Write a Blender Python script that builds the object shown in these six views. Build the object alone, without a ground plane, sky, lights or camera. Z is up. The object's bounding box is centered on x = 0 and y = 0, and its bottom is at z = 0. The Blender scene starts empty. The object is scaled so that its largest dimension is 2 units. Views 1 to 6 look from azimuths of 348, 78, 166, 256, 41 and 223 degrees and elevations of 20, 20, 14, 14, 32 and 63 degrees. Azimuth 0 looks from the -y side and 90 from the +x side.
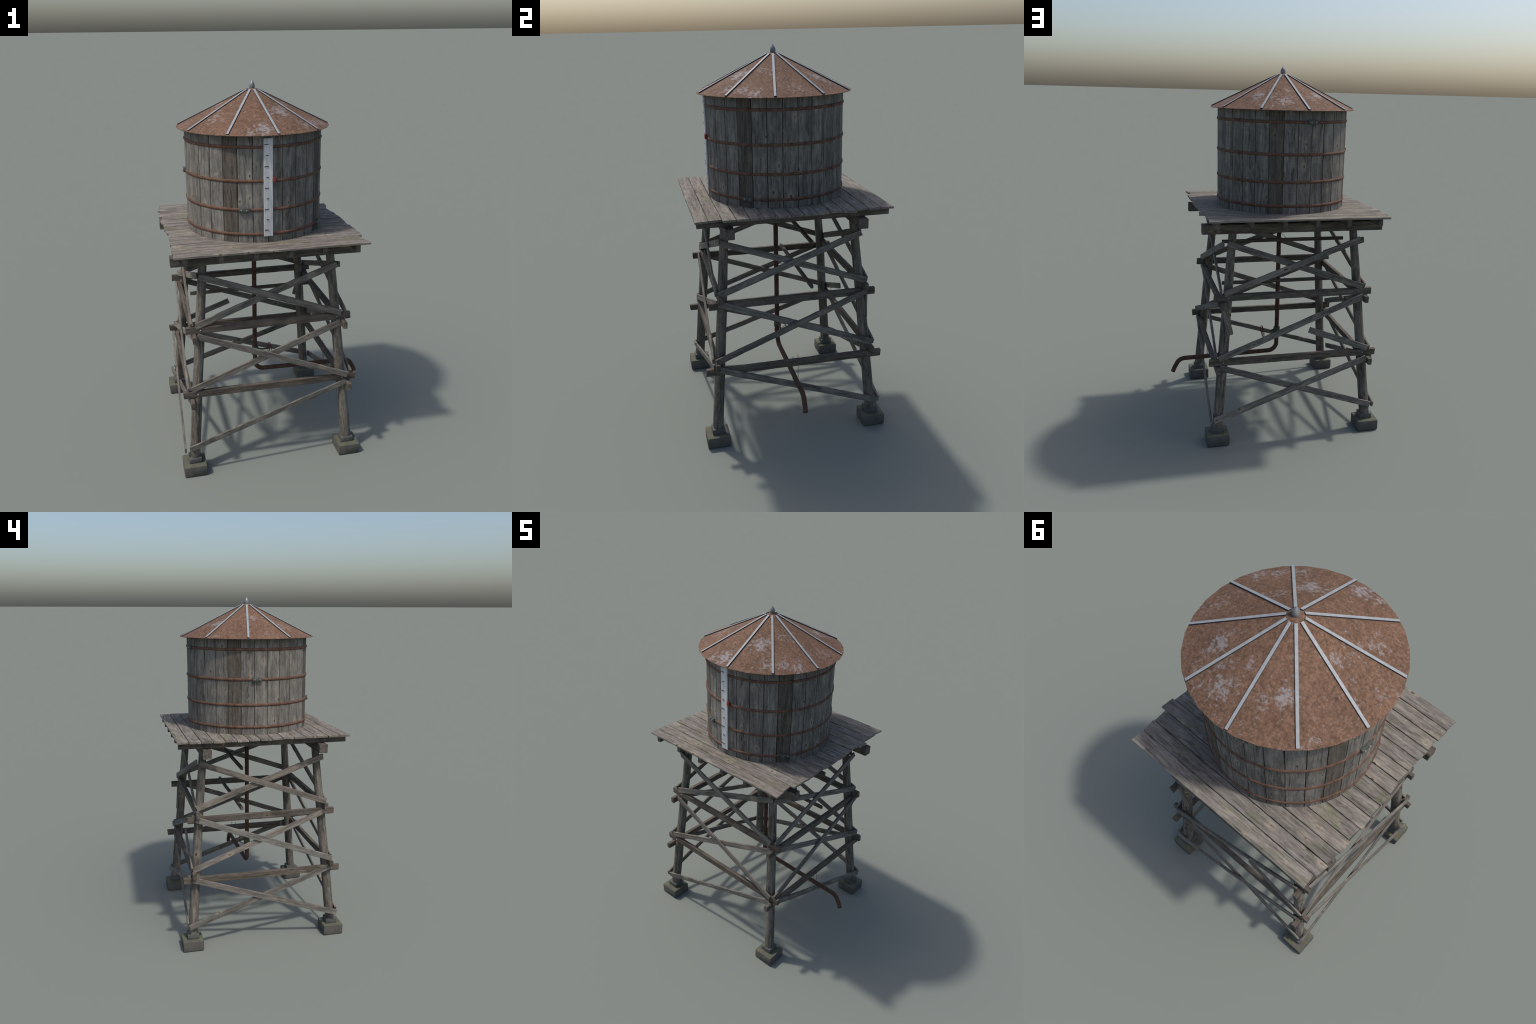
import bpy, bmesh, math, random
from mathutils import Vector, Matrix, noise

random.seed(7)
AX = -0.0716            # x of the tower's axis: the outlet pipe pulls the bounding box off centre
COL = bpy.context.scene.collection

# ------------------------------------------------------------------ helpers
def new_obj(name, mesh, parent=None, mat=None, loc=(0, 0, 0), rot=None):
    o = bpy.data.objects.new(name, mesh)
    COL.objects.link(o)
    if parent is not None:
        o.parent = parent
    o.location = loc
    if rot is not None:
        o.rotation_mode = 'QUATERNION'
        o.rotation_quaternion = rot
    if mat is not None and mesh is not None:
        if not mesh.materials:
            mesh.materials.append(mat)
    return o

def finish(bm, name, smooth_angle=None):
    bmesh.ops.recalc_face_normals(bm, faces=bm.faces)
    me = bpy.data.meshes.new(name)
    if smooth_angle is not None:
        a = math.radians(smooth_angle)
        for f in bm.faces:
            f.smooth = True
        for e in bm.edges:
            if len(e.link_faces) == 2 and e.calc_face_angle(0) > a:
                e.smooth = False
    bm.to_mesh(me)
    bm.free()
    return me

def loft(name, rings, cap=True, closed=False, smooth=35):
    """surface through a list of rings (lists of Vectors of equal length)"""
    bm = bmesh.new()
    vr = [[bm.verts.new(p) for p in r] for r in rings]
    n = len(vr[0])
    m = len(vr)
    for i in range(m if closed else m - 1):
        a, b = vr[i], vr[(i + 1) % m]
        for j in range(n):
            bm.faces.new((a[j], a[(j + 1) % n], b[(j + 1) % n], b[j]))
    if cap and not closed:
        bm.faces.new(list(reversed(vr[0])))
        bm.faces.new(vr[-1])
    return finish(bm, name, smooth)

def nz(x, y, z):
    return noise.noise(Vector((x, y, z)))

def board_mesh(name, L, w, t, seed, wob=0.0012, bev=0.0016, chip=0.0, bow=0.0, step=0.018, skew=.12):
    """sawn board along local X from -L/2 to L/2, width w in Y, thickness t in Z,
    chamfered edges that wander, ends cut a little out of square"""
    n = max(4, int(L / step))
    rnd = random.Random(seed)
    skew0, skew1 = rnd.uniform(-skew, skew), rnd.uniform(-skew, skew)
    rings = []
    for i in range(n + 1):
        u = i / n
        x = -L / 2 + L * u
        s = seed * 7.31
        top = w / 2 + wob * nz(x * 22, s, 0) + wob * .7 * nz(x * 70, s, 9)
        bot = -w / 2 + wob * nz(x * 22, s, 4) + wob * .7 * nz(x * 70, s, 5)
        th = t / 2 + .35 * wob * nz(x * 30, s, 7)
        b = min(bev, t * .3) * (1 + .6 * nz(x * 40, s, 2))
        zc = bow * (1 - (2 * u - 1) ** 2) + .5 * wob * nz(x * 6, s, 12)
        yc = .8 * wob * nz(x * 5, s, 15)
        e = 0.0
        if i in (0, n) and chip:
            e = chip
        prof = [(bot, -th + b), (bot + b, -th), (top - b, -th), (top, -th + b),
                (top, th - b), (top - b, th), (bot + b, th), (bot, th - b)]
        sk = skew0 if u < .5 else skew1
        wgt = max(0, 1 - min(u, 1 - u) * L / .02)
        ring = []
        for (y, z) in prof:
            dx = wgt * (sk * y + e * nz(y * 160, z * 60, s + u * 50))
            ring.append(Vector((x + dx, y + yc, z + zc)))
        rings.append(ring)
    return loft(name, rings, smooth=28)

def frame_quat(xdir, zdir):
    x = Vector(xdir).normalized()
    z = Vector(zdir)
    z = (z - x * z.dot(x)).normalized()
    y = z.cross(x)
    return Matrix((x, y, z)).transposed().to_quaternion()

def board(name, p0, p1, w, t, out, mat, parent, seed, **k):
    p0, p1 = Vector(p0), Vector(p1)
    me = board_mesh(name, (p1 - p0).length, w, t, seed, **k)
    return new_obj(name, me, parent, mat, (p0 + p1) / 2, frame_quat(p1 - p0, out))

def box_mesh(name, sx, sy, sz, bev=0.002, seg=2):
    bm = bmesh.new()
    bmesh.ops.create_cube(bm, size=1.0)
    bmesh.ops.scale(bm, vec=(sx, sy, sz), verts=bm.verts)
    if bev:
        bmesh.ops.bevel(bm, geom=list(bm.edges), offset=bev, segments=seg, affect='EDGES', profile=.5)
    return finish(bm, name, 40)

def lathe(name, prof, n=24, smooth=40):
    rings = [[Vector((r * math.cos(2 * math.pi * j / n), r * math.sin(2 * math.pi * j / n), z))
              for j in range(n)] for r, z in prof]
    return loft(name, rings, smooth=smooth)

def tube(name, pts, r, n=14, lump=0.0, seed=0, cap=True, closed=False):
    """round bar along a list of points"""
    pts = [Vector(p) for p in pts]
    m = len(pts)
    rings = []
    up = None
    for i, p in enumerate(pts):
        if closed:
            d = (pts[(i + 1) % m] - pts[i - 1]).normalized()
        else:
            d = (pts[min(i + 1, m - 1)] - pts[max(i - 1, 0)]).normalized()
        if up is None:
            up = Vector((0, 1, 0)) if abs(d.y) < .9 else Vector((1, 0, 0))
        up = (up - d * up.dot(d)).normalized()
        sd = d.cross(up)
        ring = []
        for j in range(n):
            a = 2 * math.pi * j / n
            o = up * math.cos(a) + sd * math.sin(a)
            rr = r * (1 + lump * nz(p.x * 40 + o.x * 1.5, p.y * 40 + o.y * 1.5 + seed, p.z * 40 + o.z * 1.5))
            ring.append(p + o * rr)
        rings.append(ring)
    return loft(name, rings, cap=cap, closed=closed, smooth=50)

def arc(c, r, a0, a1, n, e1, e2):
    c, e1, e2 = Vector(c), Vector(e1), Vector(e2)
    return [c + e1 * (r * math.cos(a0 + (a1 - a0) * i / n)) + e2 * (r * math.sin(a0 + (a1 - a0) * i / n))
            for i in range(n + 1)]

# ------------------------------------------------------------------ node helpers
class NT:
    def __init__(s, name):
        s.m = bpy.data.materials.new(name)
        s.m.use_nodes = True
        s.t = s.m.node_tree
        s.b = s.t.nodes['Principled BSDF']
        s.b.inputs['Specular IOR Level'].default_value = .25
    def n(s, typ, **k):
        nd = s.t.nodes.new(typ)
        for a, v in k.items():
            setattr(nd, a, v)
        return nd
    def set(s, sock, v):
        if hasattr(v, 'is_output') or isinstance(v, bpy.types.NodeSocket):
            s.t.links.new(v, sock)
        elif v is not None:
            sock.default_value = v
    def math(s, op, a, b=None, c=None, clamp=False):
        nd = s.n('ShaderNodeMath', operation=op, use_clamp=clamp)
        s.set(nd.inputs[0], a); s.set(nd.inputs[1], b)
        if c is not None: s.set(nd.inputs[2], c)
        return nd.outputs[0]
    def vmath(s, op, a, b):
        nd = s.n('ShaderNodeVectorMath', operation=op)
        s.set(nd.inputs[0], a); s.set(nd.inputs[1], b)
        return nd.outputs[0]
    def noise(s, vec, scale=1.0, detail=3.0, rough=.55, dist=0.0):
        nd = s.n('ShaderNodeTexNoise')
        s.set(nd.inputs['Vector'], vec)
        nd.inputs['Scale'].default_value = scale
        nd.inputs['Detail'].default_value = detail
        nd.inputs['Roughness'].default_value = rough
        nd.inputs['Distortion'].default_value = dist
        return nd.outputs['Fac']
    def ramp(s, fac, stops, interp='LINEAR'):
        nd = s.n('ShaderNodeValToRGB')
        cr = nd.color_ramp
        cr.interpolation = interp
        while len(cr.elements) < len(stops):
            cr.elements.new(.5)
        for e, (p, c) in zip(cr.elements, stops):
            e.position = p
            e.color = (c, c, c, 1) if isinstance(c, (int, float)) else (*c, 1)
        s.set(nd.inputs[0], fac)
        return nd.outputs[0]
    def mix(s, fac, a, b, blend='MIX'):
        nd = s.n('ShaderNodeMix', data_type='RGBA', blend_type=blend)
        s.set(nd.inputs[0], fac)
        s.set(nd.inputs[6], (*a, 1) if isinstance(a, tuple) and len(a) == 3 else a)
        s.set(nd.inputs[7], (*b, 1) if isinstance(b, tuple) and len(b) == 3 else b)
        return nd.outputs[2]
    def obj(s):
        return s.n('ShaderNodeTexCoord').outputs['Object']
    def rand(s):
        return s.n('ShaderNodeObjectInfo').outputs['Random']
    def bump(s, h, strength=.3, dist=.002):
        nd = s.n('ShaderNodeBump')
        nd.inputs['Strength'].default_value = strength
        nd.inputs['Distance'].default_value = dist
        s.set(nd.inputs['Height'], h)
        s.t.links.new(nd.outputs[0], s.b.inputs['Normal'])

def wood(name, dark, mid, light, vary=.16, knots=.55, lichen=0.0, warm=.35, warm_col=(1.12, .97, .85), contrast=1.0):
    """weathered grey timber, grain along the piece's local X"""
    t = NT(name)
    rnd = t.rand()
    sh = t.n('ShaderNodeCombineXYZ')
    t.set(sh.inputs[0], t.math('MULTIPLY', rnd, 37.0))
    t.set(sh.inputs[1], t.math('MULTIPLY', rnd, 91.0))
    t.set(sh.inputs[2], t.math('MULTIPLY', rnd, 53.0))
    co = t.vmath('ADD', t.obj(), sh.outputs[0])
    # slow wander of the grain lines
    wv = t.noise(t.vmath('MULTIPLY', co, (7, 18, 18)), 1, 2)
    off = t.n('ShaderNodeCombineXYZ')
    t.set(off.inputs[1], t.math('MULTIPLY', t.math('SUBTRACT', wv, .5), .022))
    t.set(off.inputs[2], t.math('MULTIPLY', t.math('SUBTRACT', wv, .5), .016))
    cg = t.vmath('ADD', co, off.outputs[0])
    fine = t.noise(t.vmath('MULTIPLY', cg, (16, 330, 330)), 1, 5, .6)
    streak = t.noise(t.vmath('MULTIPLY', cg, (5, 95, 95)), 1, 4, .6)
    broad = t.noise(t.vmath('MULTIPLY', cg, (5, 26, 26)), 1, 4, .62)
    pitch = t.noise(t.vmath('MULTIPLY', co, (30, 60, 60)), 1, 4, .65)
    v = t.math('ADD', t.math('MULTIPLY', fine, .34), t.math('MULTIPLY', streak, .40))
    v = t.math('ADD', v, t.math('MULTIPLY', broad, .36))
    v = t.math('ADD', v, t.math('MULTIPLY', t.math('SUBTRACT', pitch, .5), .22))
    k = .15 / contrast
    col = t.ramp(v, [(.55 - k, dark), (.55, mid), (.55 + k * 1.05, light)])
    # long drying cracks
    cr = t.noise(t.vmath('MULTIPLY', cg, (3.2, 150, 150)), 1, 3, .5)
    crm = t.ramp(cr, [(.600, 0.0), (.66, 1.0)])
    brk = t.ramp(t.noise(t.vmath('MULTIPLY', co, (9, 9, 9)), 1, 2), [(.45, 0.0), (.6, 1.0)])
    crm = t.math('MULTIPLY', t.math('MULTIPLY', crm, brk), .72)
    col = t.mix(crm, col, tuple(c * .30 for c in dark))
    # knots: pale worn ring with a dark eye, in some cells only
    if knots > 0:
        vo = t.n('ShaderNodeTexVoronoi', feature='F1', voronoi_dimensions='2D')
        t.set(vo.inputs['Vector'], t.vmath('MULTIPLY', cg, (8.0, 14, 14)))
        vo.inputs['Scale'].default_value = 1.0
        vo.inputs['Randomness'].default_value = .9
        sep = t.n('ShaderNodeSeparateColor')
        t.t.links.new(vo.outputs['Color'], sep.inputs[0])
        pick = t.math('LESS_THAN', sep.outputs[0], knots)
        d = t.math('ADD', vo.outputs['Distance'], t.math('MULTIPLY', t.math('SUBTRACT', pitch, .5), .35))
        d2 = t.math('ADD', d, t.math('MULTIPLY', t.math('SUBTRACT', t.noise(co, 190, 2), .5), .16))
        halo = t.math('MULTIPLY', t.ramp(d, [(.06, 1.0), (.34, 0.0)], 'EASE'), pick)
        halo = t.math('MULTIPLY', halo, t.ramp(streak, [(.35, .25), (.6, 1.0)]))
        eye = t.math('MULTIPLY', t.ramp(d2, [(.015, 1.0), (.075, 0.0)]), pick)
        col = t.mix(t.math('MULTIPLY', halo, .62), col, (light[0] * 1.30, light[1] * 1.22, light[2] * 1.08))
        col = t.mix(t.math('MULTIPLY', eye, .8), col, tuple(c * .35 for c in dark))
    # worn light spots
    wr = t.ramp(t.noise(t.vmath('MULTIPLY', co, (14, 40, 40)), 1, 5, .7), [(.56, 0.0), (.70, 1.0)])
    col = t.mix(t.math('MULTIPLY', wr, .50), col, (light[0] * 1.22, light[1] * 1.16, light[2] * 1.06))
    if lichen > 0:
        lm = t.ramp(t.noise(co, 9.0, 5, .6), [(.52, 0.0), (.66, 1.0)])
        lf = t.ramp(t.noise(co, 120.0, 3, .6), [(.35, 0.0), (.65, 1.0)])
        col = t.mix(t.math('MULTIPLY', t.math('MULTIPLY', lm, lf), lichen), col, (.125, .135, .066))
    # each piece a little lighter or darker, some browner
    r2 = t.n('ShaderNodeTexWhiteNoise', noise_dimensions='1D')
    t.set(r2.inputs['W'], t.math('MULTIPLY', rnd, 771.0))
    bright = t.math('MULTIPLY_ADD', rnd, 2 * vary, 1 - vary)
    comb = t.n('ShaderNodeCombineColor')
    for i in range(3):
        t.set(comb.inputs[i], bright)
    col = t.mix(1.0, col, comb.outputs[0], 'MULTIPLY')
    wm = t.math('MULTIPLY', t.math('POWER', r2.outputs['Value'], 2.0), warm)
    col = t.mix(wm, col, t.mix(1.0, col, warm_col, 'MULTIPLY'))
    t.set(t.b.inputs['Base Color'], col)
    t.b.inputs['Roughness'].default_value = .88
    h = t.math('SUBTRACT', t.math('ADD', t.math('MULTIPLY', fine, .5), streak), t.math('MULTIPLY', crm, 1.1))
    t.bump(h, .42, .0022)
    return t.m

# where the rust has worn back to bare zinc on the roof: x, y, radius, strength
BARE = [(.170, .185, .085, .8), (.060, .300, .085, 1.0), (.100, .235, .070, .8), (.013, .191, .045, .7), (.140, .335, .04, .5),
        (-.142, .204, .060, .85), (-.080, .262, .060, .65), (.099, -.195, .095, .85), (.180, -.262, .09, .75),
        (-.020, -.345, .085, 1.0), (-.085, -.372, .05, .8), (.329, -.159, .075, .6), (.325, .060, .085, .55),
        (-.190, -.008, .060, .5), (-.262, .012, .045, .55), (-.225, -.160, .08, .5), (-.345, -.042, .05, .5),
        (.150, -.075, .06, .5), (-.061, -.075, .045, .4), (-.285, .255, .06, .4), (-.197, -.09, .07, .5), (.260, -.20, .07, .6)]

def rust_roof():
    t = NT('rusted_sheet')
    co = t.obj()
    f = t.noise(co, 105, 4, .62)
    m = t.noise(co, 40, 4, .6)
    b = t.noise(co, 6, 3, .55)
    v = t.math('ADD', t.math('MULTIPLY', f, .55), t.math('MULTIPLY', m, .30))
    v = t.math('ADD', v, t.math('MULTIPLY', b, .18))
    col = t.ramp(v, [(.37, (.064, .039, .026)), (.50, (.132, .075, .048)), (.63, (.202, .118, .077))])
    # ragged flecks of bare zinc gathered into patches
    flat = t.vmath('MULTIPLY', co, (1, 1, 0))
    area = None
    for (x, y, r, k) in BARE:
        d = t.n('ShaderNodeVectorMath', operation='DISTANCE')
        t.set(d.inputs[0], flat)
        d.inputs[1].default_value = (x, y, 0)
        mr = t.n('ShaderNodeMapRange', interpolation_type='SMOOTHSTEP')
        t.set(mr.inputs['Value'], d.outputs['Value'])
        for nm, val in (('From Min', 0.0), ('From Max', r), ('To Min', k), ('To Max', 0.0)):
            mr.inputs[nm].default_value = val
        area = mr.outputs[0] if area is None else t.math('MAXIMUM', area, mr.outputs[0])
    big = t.noise(t.vmath('ADD', co, (1.3, 4.1, .6)), 9, 4, .6)
    fl = t.noise(t.vmath('ADD', co, (3.1, 1.7, 5.3)), 58, 5, .66)
    s = t.math('ADD', t.math('MULTIPLY', area, .19), t.math('MULTIPLY', fl, .80))
    s = t.math('ADD', s, t.math('MULTIPLY', big, .26))
    mask = t.ramp(s, [(.610, 0.0), (.740, 1.0)])
    col = t.mix(t.math('MULTIPLY', mask, .66), col, (.275, .272, .28))
    t.set(t.b.inputs['Base Color'], col)
    t.set(t.b.inputs['Roughness'], t.math('MULTIPLY_ADD', mask, -.2, .85))
    t.bump(t.math('ADD', f, t.math('MULTIPLY', mask, .3)), .25, .002)
    return t.m

def rust_iron(name, dark, mid, light, fleck=.25):
    t = NT(name)
    co = t.obj()
    f = t.noise(co, 140, 5, .65)
    m = t.noise(co, 30, 3, .6)
    v = t.math('ADD', t.math('MULTIPLY', f, .55), t.math('MULTIPLY', m, .45))
    col = t.ramp(v, [(.36, dark), (.5, mid), (.64, light)])
    fl = t.math('MULTIPLY', t.ramp(t.noise(co, 24, 6, .75), [(.63, 0.0), (.70, 1.0)]), fleck)
    col = t.mix(fl, col, (.20, .19, .19))
    t.set(t.b.inputs['Base Color'], col)
    t.b.inputs['Roughness'].default_value = .8
    t.bump(v, .4, .0025)
    return t.m

def plain(name, a, b, scale=60, rough=.6, metal=0.0):
    t = NT(name)
    col = t.ramp(t.noise(t.obj(), scale, 5, .6), [(.35, a), (.65, b)])
    t.set(t.b.inputs['Base Color'], col)
    t.b.inputs['Roughness'].default_value = rough
    t.b.inputs['Metallic'].default_value = metal
    return t.m

def concrete():
    """footing: grey concrete, moss lying on its upper face"""
    t = NT('mossy_concrete')
    co = t.obj()
    f = t.noise(co, 160, 4, .6)
    m = t.noise(co, 18, 4, .6)
    v = t.math('ADD', t.math('MULTIPLY', f, .4), t.math('MULTIPLY', m, .6))
    col = t.ramp(v, [(.35, (.062, .060, .053)), (.5, (.087, .084, .075)), (.66, (.120, .116, .104))])
    sep = t.n('ShaderNodeSeparateXYZ')
    t.set(sep.inputs[0], t.n('ShaderNodeNewGeometry').outputs['Normal'])
    up = t.ramp(sep.outputs[2], [(.55, 0.0), (.85, 1.0)])
    rnd = t.n('ShaderNodeVectorMath', operation='ADD')
    t.set(rnd.inputs[0], co)
    sh = t.n('ShaderNodeCombineXYZ')
    t.set(sh.inputs[0], t.math('MULTIPLY', t.rand(), 40.0))
    t.set(rnd.inputs[1], sh.outputs[0])
    ms = t.ramp(t.noise(rnd.outputs[0], 26, 5, .62), [(.42, 0.0), (.58, 1.0)])
    mf = t.ramp(t.noise(co, 220, 3, .6), [(.3, .35), (.65, 1.0)])
    moss = t.mix(t.noise(co, 90, 3), (.060, .070, .022), (.155, .160, .062))
    col = t.mix(t.math('MULTIPLY', t.math('MULTIPLY', up, ms), t.math('MULTIPLY', mf, .8)), col, moss)
    t.set(t.b.inputs['Base Color'], col)
    t.b.inputs['Roughness'].default_value = .92
    t.bump(v, .35, .003)
    return t.m

def white_paint():
    t = NT('worn_white_paint')
    co = t.obj()
    g = t.noise(t.vmath('MULTIPLY', co, (12, 220, 220)), 1, 5, .6)
    p = t.noise(t.vmath('MULTIPLY', co, (9, 30, 30)), 1, 5, .65)
    col = t.ramp(t.math('ADD', t.math('MULTIPLY', g, .5), t.math('MULTIPLY', p, .5)),
                 [(.32, (.30, .31, .31)), (.46, (.47, .48, .48)), (.62, (.60, .60, .59))])
    crk = t.ramp(t.noise(t.vmath('MULTIPLY', co, (7, 160, 160)), 1, 4, .6), [(.61, 0.0), (.68, 1.0)])
    low = t.ramp(p, [(.50, 0.0), (.62, 1.0)])
    col = t.mix(t.math('MULTIPLY', t.math('MULTIPLY', crk, low), .75), col, (.13, .14, .14))
    t.set(t.b.inputs['Base Color'], col)
    t.b.inputs['Roughness'].default_value = .65
    t.bump(g, .2, .001)
    return t.m

# ------------------------------------------------------------------ materials
M_STAVE = wood('weathered_stave_wood', (.050, .048, .043), (.138, .131, .118), (.245, .232, .208), vary=.10, knots=.30, warm=.25)
M_STAVE_BROWN = wood('brown_stave_wood', (.034, .029, .023), (.086, .074, .060), (.145, .126, .102), vary=.05, knots=.2, warm=0)
M_DECK = wood('weathered_deck_wood', (.062, .054, .047), (.165, .148, .131), (.280, .254, .226), vary=.10, knots=.30, lichen=.85, warm=.25)
M_BRACE = wood('grey_brace_wood', (.052, .048, .042), (.130, .121, .107), (.226, .209, .185), vary=.12, knots=.32, warm=.40, lichen=.15)
M_GIRT = wood('brown_girt_wood', (.034, .029, .024), (.086, .074, .061), (.150, .130, .108), vary=.10, knots=.15, warm=.3)
M_BEAM = wood('dark_beam_wood', (.036, .031, .026), (.090, .079, .066), (.152, .134, .112), vary=.06, knots=.2, warm=.2)
M_LOG = wood('grey_log_wood', (.038, .033, .027), (.113, .101, .085), (.206, .184, .155), vary=.06, knots=.30, warm=.3, contrast=1.1)
M_ROOF = rust_roof()
M_HOOP = rust_iron('rusted_hoop_iron', (.052, .029, .020), (.112, .060, .040), (.170, .096, .066), .55)
M_PIPE = rust_iron('rusted_pipe_iron', (.036, .021, .015), (.076, .041, .028), (.118, .066, .047), .35)
M_ZINC = plain('galvanised_strip', (.250, .270, .283), (.31, .328, .338), 40, .5)
M_FINIAL = plain('grey_lead', (.16, .165, .17), (.23, .235, .24), 50, .38, .25)
M_CLAMP = plain('grey_green_iron', (.050, .055, .048), (.085, .092, .080), 120, .6)
M_BOLT = plain('bright_bolt_steel', (.22, .22, .21), (.34, .335, .32), 200, .4, .3)
M_BLACK = plain('black_mark_paint', (.012, .012, .013), (.022, .022, .023), 90, .6)
M_RED = plain('red_pointer_paint', (.22, .028, .018), (.31, .042, .028), 90, .5)
M_WHEEL = plain('dark_red_wheel_paint', (.095, .018, .016), (.17, .030, .026), 120, .55)
M_VALVE = plain('green_valve_paint', (.040, .055, .030), (.070, .088, .050), 130, .6)
M_WIRE = plain('dark_wire', (.035, .034, .034), (.06, .058, .056), 90, .5)
M_PLATE = plain('dark_base_plate', (.062, .066, .060), (.100, .104, .096), 110, .7)
M_STRIP_SHADOW = plain('painted_strip_shadow', (.030, .030, .031), (.050, .050, .052), 80, .8)
M_CONC = concrete()
M_WHITE = white_paint()

# ------------------------------------------------------------------ the thing
tower = bpy.data.objects.new('water_tower', None)
COL.objects.link(tower)
tower.location = (AX, 0, 0)
tower['label'] = 'weathered wooden water tank on braced log trestle with rusty conical roof'
tower['category'] = 'water tower'

# ------------------------------------------------------------------ footings and legs
def leg_c(z):                       # distance of a leg's axis from the tower's axis, per axis
    return .4195 - (z - .15) * .0870
def leg_r(z):
    u = z - .12
    return .0282 - .0030 * u - .0036 * u ** 3

CORNERS = [(-1, -1), (1, -1), (1, 1), (-1, 1)]
foot_me = box_mesh('footing', .120, .120, .060, .0045, 2)
foot_me.materials.append(M_CONC)
plate_me = box_mesh('base_plate', .066, .066, .030, .0022, 2)
plate_me.materials.append(M_PLATE)
rf = random.Random(3)
for i, (sx, sy) in enumerate(CORNERS):
    f = new_obj('footing', foot_me, tower, None, (sx * .4282, sy * .4282, .030))
    p = new_obj('base_plate', plate_me, f, None, (-sx * .0037, -sy * .0037, .0445))
    # log: local X runs up the leg
    z0, z1 = .086, 1.150
    p0 = Vector((sx * leg_c(z0), sy * leg_c(z0), z0))
    p1 = Vector((sx * leg_c(z1), sy * leg_c(z1), z1))
    L = (p1 - p0).length
    rings, N = [], 22
    for q in range(61):
        u = q / 60
        x = -L / 2 + L * u
        r = leg_r(z0 + (z1 - z0) * u)
        if q == 0:
            r *= .93
        wx, wy = .0016 * nz(x * 3.5, i * 9, 1), .0016 * nz(x * 3.5, i * 9, 5)
        ring = []
        for j in range(N):
            a = 2 * math.pi * j / N
            rr = r * (1 + .045 * nz(math.cos(a) * 1.2 + i * 5, math.sin(a) * 1.2, x * 4)
                      + .022 * nz(math.cos(a) * 6, math.sin(a) * 6 + i * 7, x * 9))
            ring.append(Vector((x, rr * math.cos(a) + wx, rr * math.sin(a) + wy)))
        rings.append(ring)
    new_obj('leg', loft('leg', rings, smooth=50), tower, M_LOG, (p0 + p1) / 2,
            frame_quat(p1 - p0, (sx, sy, 0)))

# ------------------------------------------------------------------ girts: two per face, half lapped round the legs
bolt_me = lathe('bolt', [(.0001, -.004), (.0042, -.004), (.0042, .0008), (.0034, .0024), (.0018, .0036), (.0001, .004)], 10)
bolt_me.materials.append(M_BOLT)
FACES = {'front': (Vector((1, 0, 0)), Vector((0, -1, 0))),
         'right': (Vector((0, 1, 0)), Vector((1, 0, 0))),
         'back': (Vector((-1, 0, 0)), Vector((0, 1, 0))),
         'left': (Vector((0, -1, 0)), Vector((-1, 0, 0)))}
seed = 100
for fname, (h, o) in FACES.items():
    yface = fname in ('front', 'back')
    for z, half, outer in ([(.806, .438, .3900), (.4555, .468, .4215)] if yface
                           else [(.770, .436, .4075), (.4160, .470, .4350)]):
        seed += 1
        c = o * (outer - .011) + Vector((0, 0, z))
        g = board('girt', c - h * half, c + h * half, .0365, .022, o, M_GIRT, tower, seed, wob=.0011, bev=.0018, chip=.0015)
        for s in (-1, 1):
            bx = s * leg_c(z)
            new_obj('bolt', bolt_me, g, None, (bx, 0, .0125))

# ------------------------------------------------------------------ diagonal braces, (h, z) of both ends on each face; last value: lies over its partner
BR = {
 'front': [(-.359, 1.091, .382, .829, 1), (-.387, .829, .363, 1.093, 0),
           (-.383, .780, .419, .474, 1), (-.422, .484, .384, .773, 0),
           (-.449, .148, .417, .430, 0)],
 'right': [(-.363, 1.091, .389, .831, 0), (-.388, .829, .360, 1.089, 1),
           (-.385, .782, .420, .485, 0), (-.417, .478, .388, .776, 1),
           (-.418, .434, .449, .142, 0)],
 'back':  [(-.362, 1.092, .388, .832, 0), (-.385, .830, .367, 1.099, 1),
           (-.419, .479, .387, .781, 1),
           (.082, .606, .422, .479, 0),                     # right half of a broken brace
           (-.390, .779, -.354, .607, 0),                   # its other half hanging from one nail
           (-.417, .430, .446, .145, 0), (-.449, .139, .412, .428, 1)],
 'left':  [(-.360, 1.093, .384, .831, 1), (-.383, .836, .365, 1.095, 0),
           (-.387, .776, .417, .481, 1), (-.416, .479, .386, .773, 0),
           (-.418, .427, .448, .139, 1), (-.446, .139, .420, .431, 0)],
}
for fname, lst in BR.items():
    h, o = FACES[fname]
    for (h0, z0, h1, z1, over) in lst:
        seed += 1
        off = (.0135 if over else .0035) + (0 if fname in ('front', 'back') else .0120)
        w = .0335 if seed % 3 else .0315
        if fname == 'front' and z0 < .2:
            w = .029
        def P(hh, z):
            return h * hh + o * (leg_c(z) + .0285 - (z - .12) * .0074 + off) + Vector((0, 0, z))
        board('brace', P(h0, z0), P(h1, z1), w, .0105, o, M_BRACE, tower, seed,
              wob=.0013, bev=.0014, chip=.0022, bow=.0012 * (1 if over else -1))

# ------------------------------------------------------------------ cap beams, joists, deck
for s in (-1, 1):
    seed += 1
    board('cap_beam', (-.4935, s * .3305, 1.1675), (.4935, s * .3305, 1.1675), .051, .049, (0, s, 0),
          M_BEAM, tower, seed, wob=.0010, bev=.003)
for x in (-.431, -.2585, -.0865, .0865, .2585, .431):
    seed += 1
    board('joist', (x, -.480, 1.2110), (x, .480, 1.2110), .0370, .0225, (1, 0, 0), M_BEAM, tower, seed,
          wob=.0009, bev=.0014, chip=.001)
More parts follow.
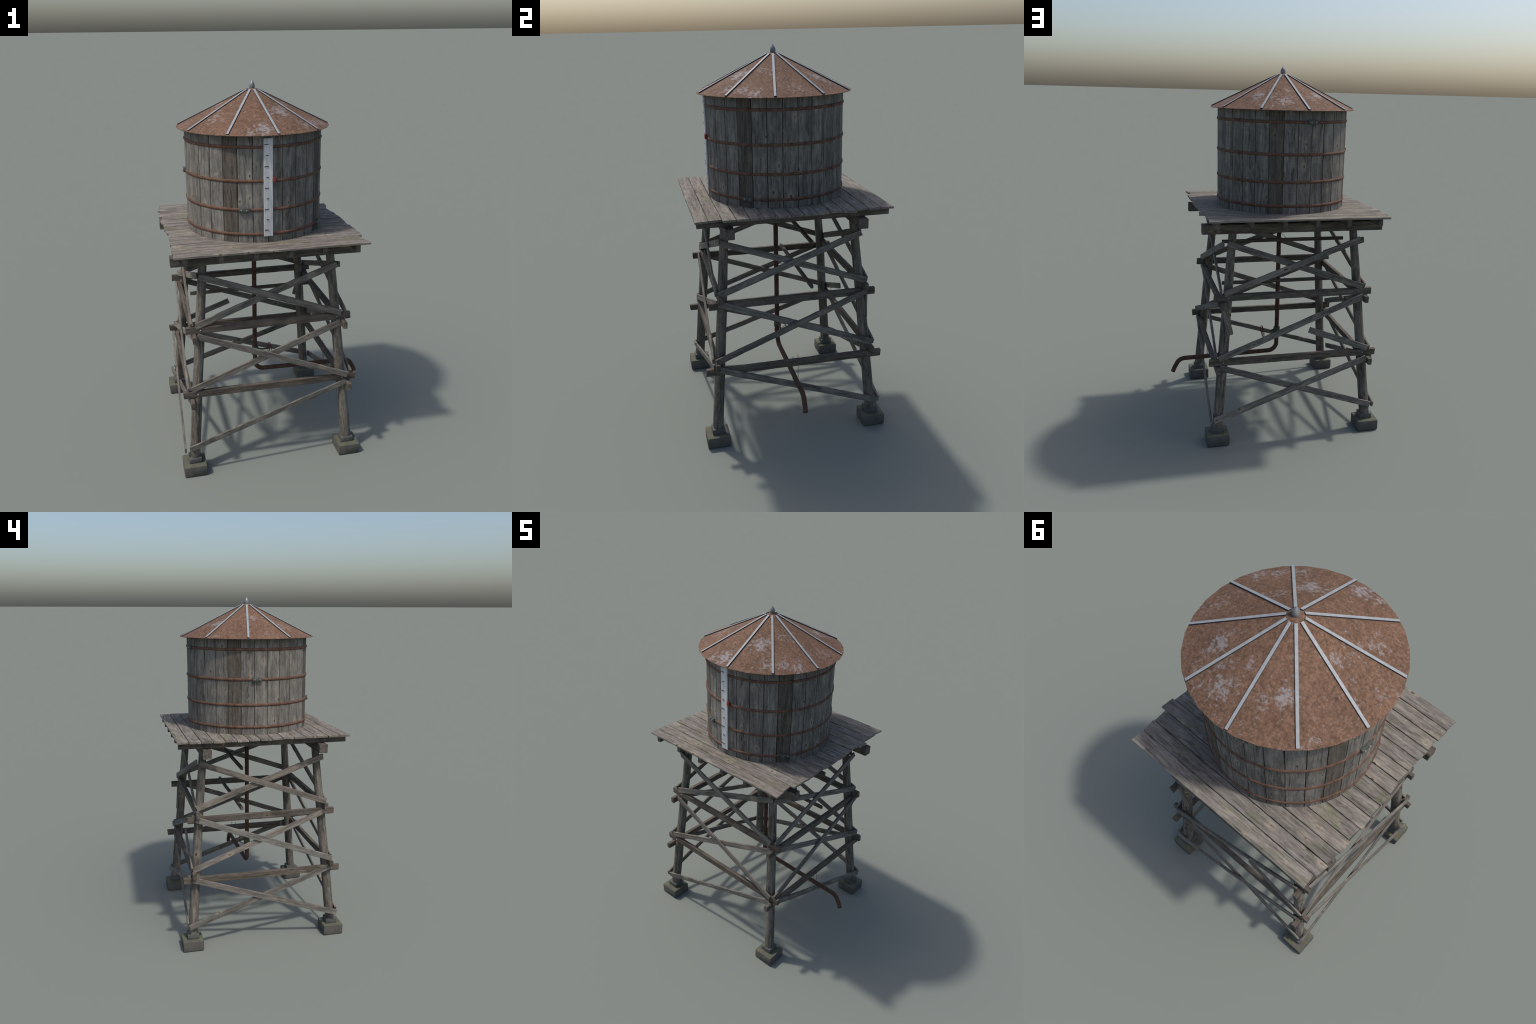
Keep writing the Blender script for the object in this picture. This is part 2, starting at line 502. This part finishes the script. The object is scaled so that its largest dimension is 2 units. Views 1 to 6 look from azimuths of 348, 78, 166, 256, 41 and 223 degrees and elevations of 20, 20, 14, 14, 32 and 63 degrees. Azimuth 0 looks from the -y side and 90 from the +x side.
# plank ends, -x and +x, from the front (-y) to the back
ENDS = [(-0.487, 0.489), (-0.487, 0.477), (-0.481, 0.496), (-0.482, 0.497), (-0.479, 0.495), (-0.477, 0.489), (-0.483, 0.494),
        (-0.491, 0.493), (-0.488, 0.493), (-0.495, 0.485), (-0.487, 0.481), (-0.499, 0.499), (-0.489, 0.473), (-0.493, 0.475), (-0.481, 0.473)]
PITCH = .0656
for i, (xa, xb) in enumerate(ENDS):
    y = (i - 7) * PITCH
    seed += 1
    rp = random.Random(seed)
    dz = rp.uniform(-.0008, .0008)
    board('deck_plank', (xa, y, 1.2343 + dz), (xb, y, 1.2343 + dz), PITCH - .0033, .0105, (0, 0, 1), M_DECK, tower, seed,
          wob=.0014, bev=.0014, chip=.003, step=.016)

# ------------------------------------------------------------------ tank: thirty staves round a dark core
Z0, Z1, R = 1.2402, 1.7740, .3592
core = lathe('tank', [(.001, Z0 + .006), (.338, Z0 + .006), (.338, Z1 - .004), (.001, Z1 - .004)], 60)
tank = new_obj('tank', core, tower, M_STAVE_BROWN)
BROWN = {-120, -36, 72, 156}
NS = 30
ang = 2 * math.pi / NS
for k in range(NS):
    th = math.radians(12 * k)
    deg = (12 * k + 180) % 360 - 180
    sd = 300 + k
    rs = random.Random(sd)
    half = R * math.sin(ang / 2)
    gap = .0015
    apo = R * math.cos(ang / 2)
    jr = rs.uniform(-.0007, .0007)
    zb, zt = Z0 + rs.uniform(-.0005, .0005), Z1
    n = 30
    rings = []
    for q in range(n + 1):
        x = -(Z1 - Z0) / 2 + (zt - zb) * q / n
        a = half - gap + .0006 * nz(x * 18, sd, 1)
        b = half - gap + .0006 * nz(x * 18, sd, 2)
        ro = apo + jr + .0005 * nz(x * 10, sd, 3)
        c = .0014
        th_ = .019
        ta = math.tan(ang / 2)
        rings.append([Vector((x, -a + th_ * ta, ro - th_)), Vector((x, b - th_ * ta, ro - th_)),
                      Vector((x, b, ro - c)), Vector((x, b - c, ro)), Vector((x, b * .4, ro + .0008)), Vector((x, -a * .4, ro + .0008)),
                      Vector((x, -a + c, ro)), Vector((x, -a, ro - c))])
    me = loft('stave', rings, smooth=30)
    # local X is up, local Z is outward
    q = frame_quat((0, 0, 1), (math.cos(th), math.sin(th), 0))
    new_obj('stave', me, tank, M_STAVE_BROWN if deg in BROWN else M_STAVE, (0, 0, (Z0 + Z1) / 2), q)

# hoops: flat-backed round bar, slightly lumpy
HOOPS = [1.7148, 1.5502, 1.4076, 1.2822]
for i, z in enumerate(HOOPS):
    rings = []
    for q in range(240):
        a = 2 * math.pi * q / 240
        ring = []
        # the bar follows the flats of the staves a little
        k = (a / ang + .5) % 1 - .5
        rb = R * (math.cos(ang / 2) / math.cos(k * ang)) * .5 + R * .5 - .0012
        for j in range(12):
            b = 2 * math.pi * j / 12
            l = 1 + .07 * nz(math.cos(a) * 22, math.sin(a) * 22, i * 7 + math.sin(b))
            rr = rb + .0058 * l * math.cos(b)
            zz = .0083 * l * math.sin(b) + .0006 * nz(math.cos(a) * 5, math.sin(a) * 5, i * 3)
            ring.append(Vector((rr * math.cos(a), rr * math.sin(a), zz)))
        rings.append(ring)
    new_obj('hoop', loft('hoop', rings, closed=True, smooth=60), tank, M_HOOP, (0, 0, z))

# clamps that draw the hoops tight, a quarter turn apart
clamp_me = box_mesh('clamp', .0145, .054, .0215, .0014, 2)
clamp_me.materials.append(M_CLAMP)
cbolt_me = lathe('clamp_bolt', [(.0001, -.003), (.0037, -.003), (.0037, .0026), (.0029, .0042), (.0001, .0048)], 8)
cbolt_me.materials.append(M_BOLT)
for z, deg in zip(HOOPS, (102.0, 176.4, -108.8, -34.2)):
    a = math.radians(deg)
    c = new_obj('clamp', clamp_me, tower, None, (.3642 * math.cos(a), .3642 * math.sin(a), z))
    c.rotation_euler = (0, 0, a)
    for s in (-1, 1):
        b = new_obj('clamp_bolt', cbolt_me, c, None, (.0080, s * .0135, 0))
        b.rotation_euler = (0, math.pi / 2, 0)

# ------------------------------------------------------------------ level gauge: white board, black ticks, red pointer
gauge = board('gauge_board', (-.0005, -.3632, 1.2735), (-.0005, -.3632, 1.7570), .0450, .0075, (0, -1, 0), M_WHITE, tower, 411,
              wob=.0003, bev=.0006, skew=.01)
long_me = box_mesh('gauge_mark', .0212, .0034, .0028, .0003, 1); long_me.materials.append(M_BLACK)
short_me = box_mesh('gauge_mark', .0134, .0034, .0028, .0003, 1); short_me.materials.append(M_BLACK)
for i in range(9):
    z = 1.7285 - .05285 * i
    me, x = (long_me, -.0098) if i % 2 == 0 else (short_me, -.0050)
    o = new_obj('gauge_mark', me, gauge)
    o.matrix_parent_inverse = (Matrix.Translation(gauge.location) @ gauge.rotation_quaternion.to_matrix().to_4x4()).inverted()
    o.location = (x, -.3672, z)
new_obj('gauge_pointer', box_mesh('gauge_pointer', .0135, .0110, .0245, .0008, 1), tower, M_RED, (.0295, -.3665, 1.5580))

# ------------------------------------------------------------------ roof: thin rusted cone of thirty flats with zinc cover strips
RR, ZR, ZA, RA = .3992, 1.7738, 1.9592, .0150
def cone_z(r):
    return ZR + (RR - r) * (ZA - ZR) / (RR - RA)
PH = math.radians(6)
prof = [(.0002, ZA + .0005), (RA, ZA)] + [(RA + (RR - RA) * i / 12, cone_z(RA + (RR - RA) * i / 12)) for i in range(1, 13)] \
       + [(RR - .0006, ZR - .0024), (.33, cone_z(.33) - .003), (.05, cone_z(.05) - .004), (.0002, ZA - .006)]
rings = [[Vector((r * math.cos(PH + j * ang), r * math.sin(PH + j * ang), z)) for j in range(NS)] for r, z in prof]
roof = new_obj('roof', loft('roof', rings, smooth=38), tower, M_ROOF)
r0, r1 = .0305, .3925
sl = math.hypot(r1 - r0, cone_z(r0) - cone_z(r1))
strip_me = box_mesh('cover_strip', sl, .0118, .0075, .0005, 1)
strip_me.materials.append(M_ZINC)
strip_me.materials.append(M_STRIP_SHADOW)            # strip sides coloured near-black to draw the shadow line along them
for p in strip_me.polygons:
    p.material_index = 0 if p.normal.z > .3 else 1
for k in range(10):
    a = math.radians(-47.4 + 36 * k)
    d = Vector((math.cos(a), math.sin(a), 0))
    v0, v1 = d * r0 + Vector((0, 0, cone_z(r0))), d * r1 + Vector((0, 0, cone_z(r1)))
    q = frame_quat(v1 - v0, (0, 0, 1))
    up = q @ Vector((0, 0, 1))
    new_obj('cover_strip', strip_me, roof, None, (v0 + v1) / 2 + up * .0018, q)
fin = [(.0001, 1.953), (.0122, 1.953), (.0128, 1.9575), (.0135, 1.9600), (.0146, 1.9665), (.0148, 1.9720), (.0138, 1.9780),
       (.0112, 1.9840), (.0078, 1.9890), (.0046, 1.9930), (.0023, 1.9962), (.0012, 1.9985), (.0001, 2.0)]
new_obj('finial', lathe('finial', fin, 12, 60), roof, M_FINIAL)

# ------------------------------------------------------------------ outlet pipe with valve
pr = .0130
pts = [Vector((0, 0, 1.205 - .03 * i)) for i in range(28)]
pts += arc((.052, 0, .378), .052, math.pi, 1.5 * math.pi, 10, (1, 0, 0), (0, 0, 1))
pts += [Vector((.052 + (.558 - .052) * i / 24, 0, .326 - .010 * i / 24)) for i in range(1, 25)]
pts += arc((.558, 0, .263), .053, .5 * math.pi, math.radians(22), 9, (1, 0, 0), (0, 0, 1))[1:]
pts += [Vector((.6190, 0, .262)), Vector((.6290, 0, .236))]
pipe = new_obj('outlet_pipe', tube('outlet_pipe', pts, pr, 16, .05, 3), tower, M_PIPE)
valve_prof = [(.0105, -.031), (.0160, -.029), (.0188, -.024), (.0192, -.010), (.0180, 0), (.0192, .010), (.0190, .024), (.0162, .029), (.0105, .031)]
valve = new_obj('valve', lathe('valve', valve_prof, 16, 40), pipe, M_VALVE, (0, 0, .450))
stem = lathe('valve_stem', [(.0001, 0), (.0150, 0), (.0145, .018), (.0095, .026), (.0062, .036), (.0048, .052), (.0042, .086), (.0042, .093), (.0001, .094)], 12)
so = new_obj('valve_stem', stem, pipe, M_VALVE, (0, 0, .4525))
so.rotation_euler = (0, math.pi / 2, 0)
bmw = [tube('handwheel', arc((0, 0, 0), .0345, 0, 2 * math.pi * 35 / 36, 35, (0, 1, 0), (0, 0, 1)), .0024, 8, closed=True)]
for k in range(3):
    a = math.radians(90 + 60 * k)
    e = Vector((0, math.cos(a), math.sin(a))) * .0345
    bmw.append(tube('spoke', [e, e * .3, -e * .3, -e], .0015, 6))
bm = bmesh.new()
for me in bmw:
    bm.from_mesh(me)
wheel = new_obj('handwheel', finish(bm, 'handwheel', 50), pipe, M_WHEEL, (.0885, 0, .4525))
wheel.rotation_euler = (0, math.radians(5), math.radians(4))
for me in bmw:
    bpy.data.meshes.remove(me)

# two rails that steady the riser, with wire loops round it
for z in (1.046, .8045):
    seed += 1
    rail = board('pipe_rail', (-.356, .110, z), (.354, .110, z), .0185, .0150, (0, 1, 0), M_GIRT, tower, seed, wob=.0007, bev=.001)
    lp = [Vector((-.0135, .120, z + .0105)), Vector((-.0135, .06, z + .014))]
    lp += arc((0, 0, z + .016), .0128, math.pi, 2 * math.pi, 12, (1, 0, 0), (0, 1, 0))
    lp += [Vector((.0135, .06, z + .014)), Vector((.0135, .120, z + .0105))]
    new_obj('wire_loop', tube('wire_loop', lp, .0013, 6), tower, M_WIRE)
# hanger round the outlet, hooked up past the lower girt
hp = [Vector((.4250, -.0125, .452)), Vector((.4250, -.0150, .40)), Vector((.4240, -.0150, .335))]
hp += arc((.4240, 0, .322), .0150, math.pi, 2 * math.pi, 12, (0, 1, 0), (0, 0, 1))
hp += [Vector((.4240, .0150, .335)), Vector((.4250, .0150, .40)), Vector((.4250, .0140, .458))]
new_obj('wire_hanger', tube('wire_hanger', hp, .0012, 6), tower, M_WIRE)
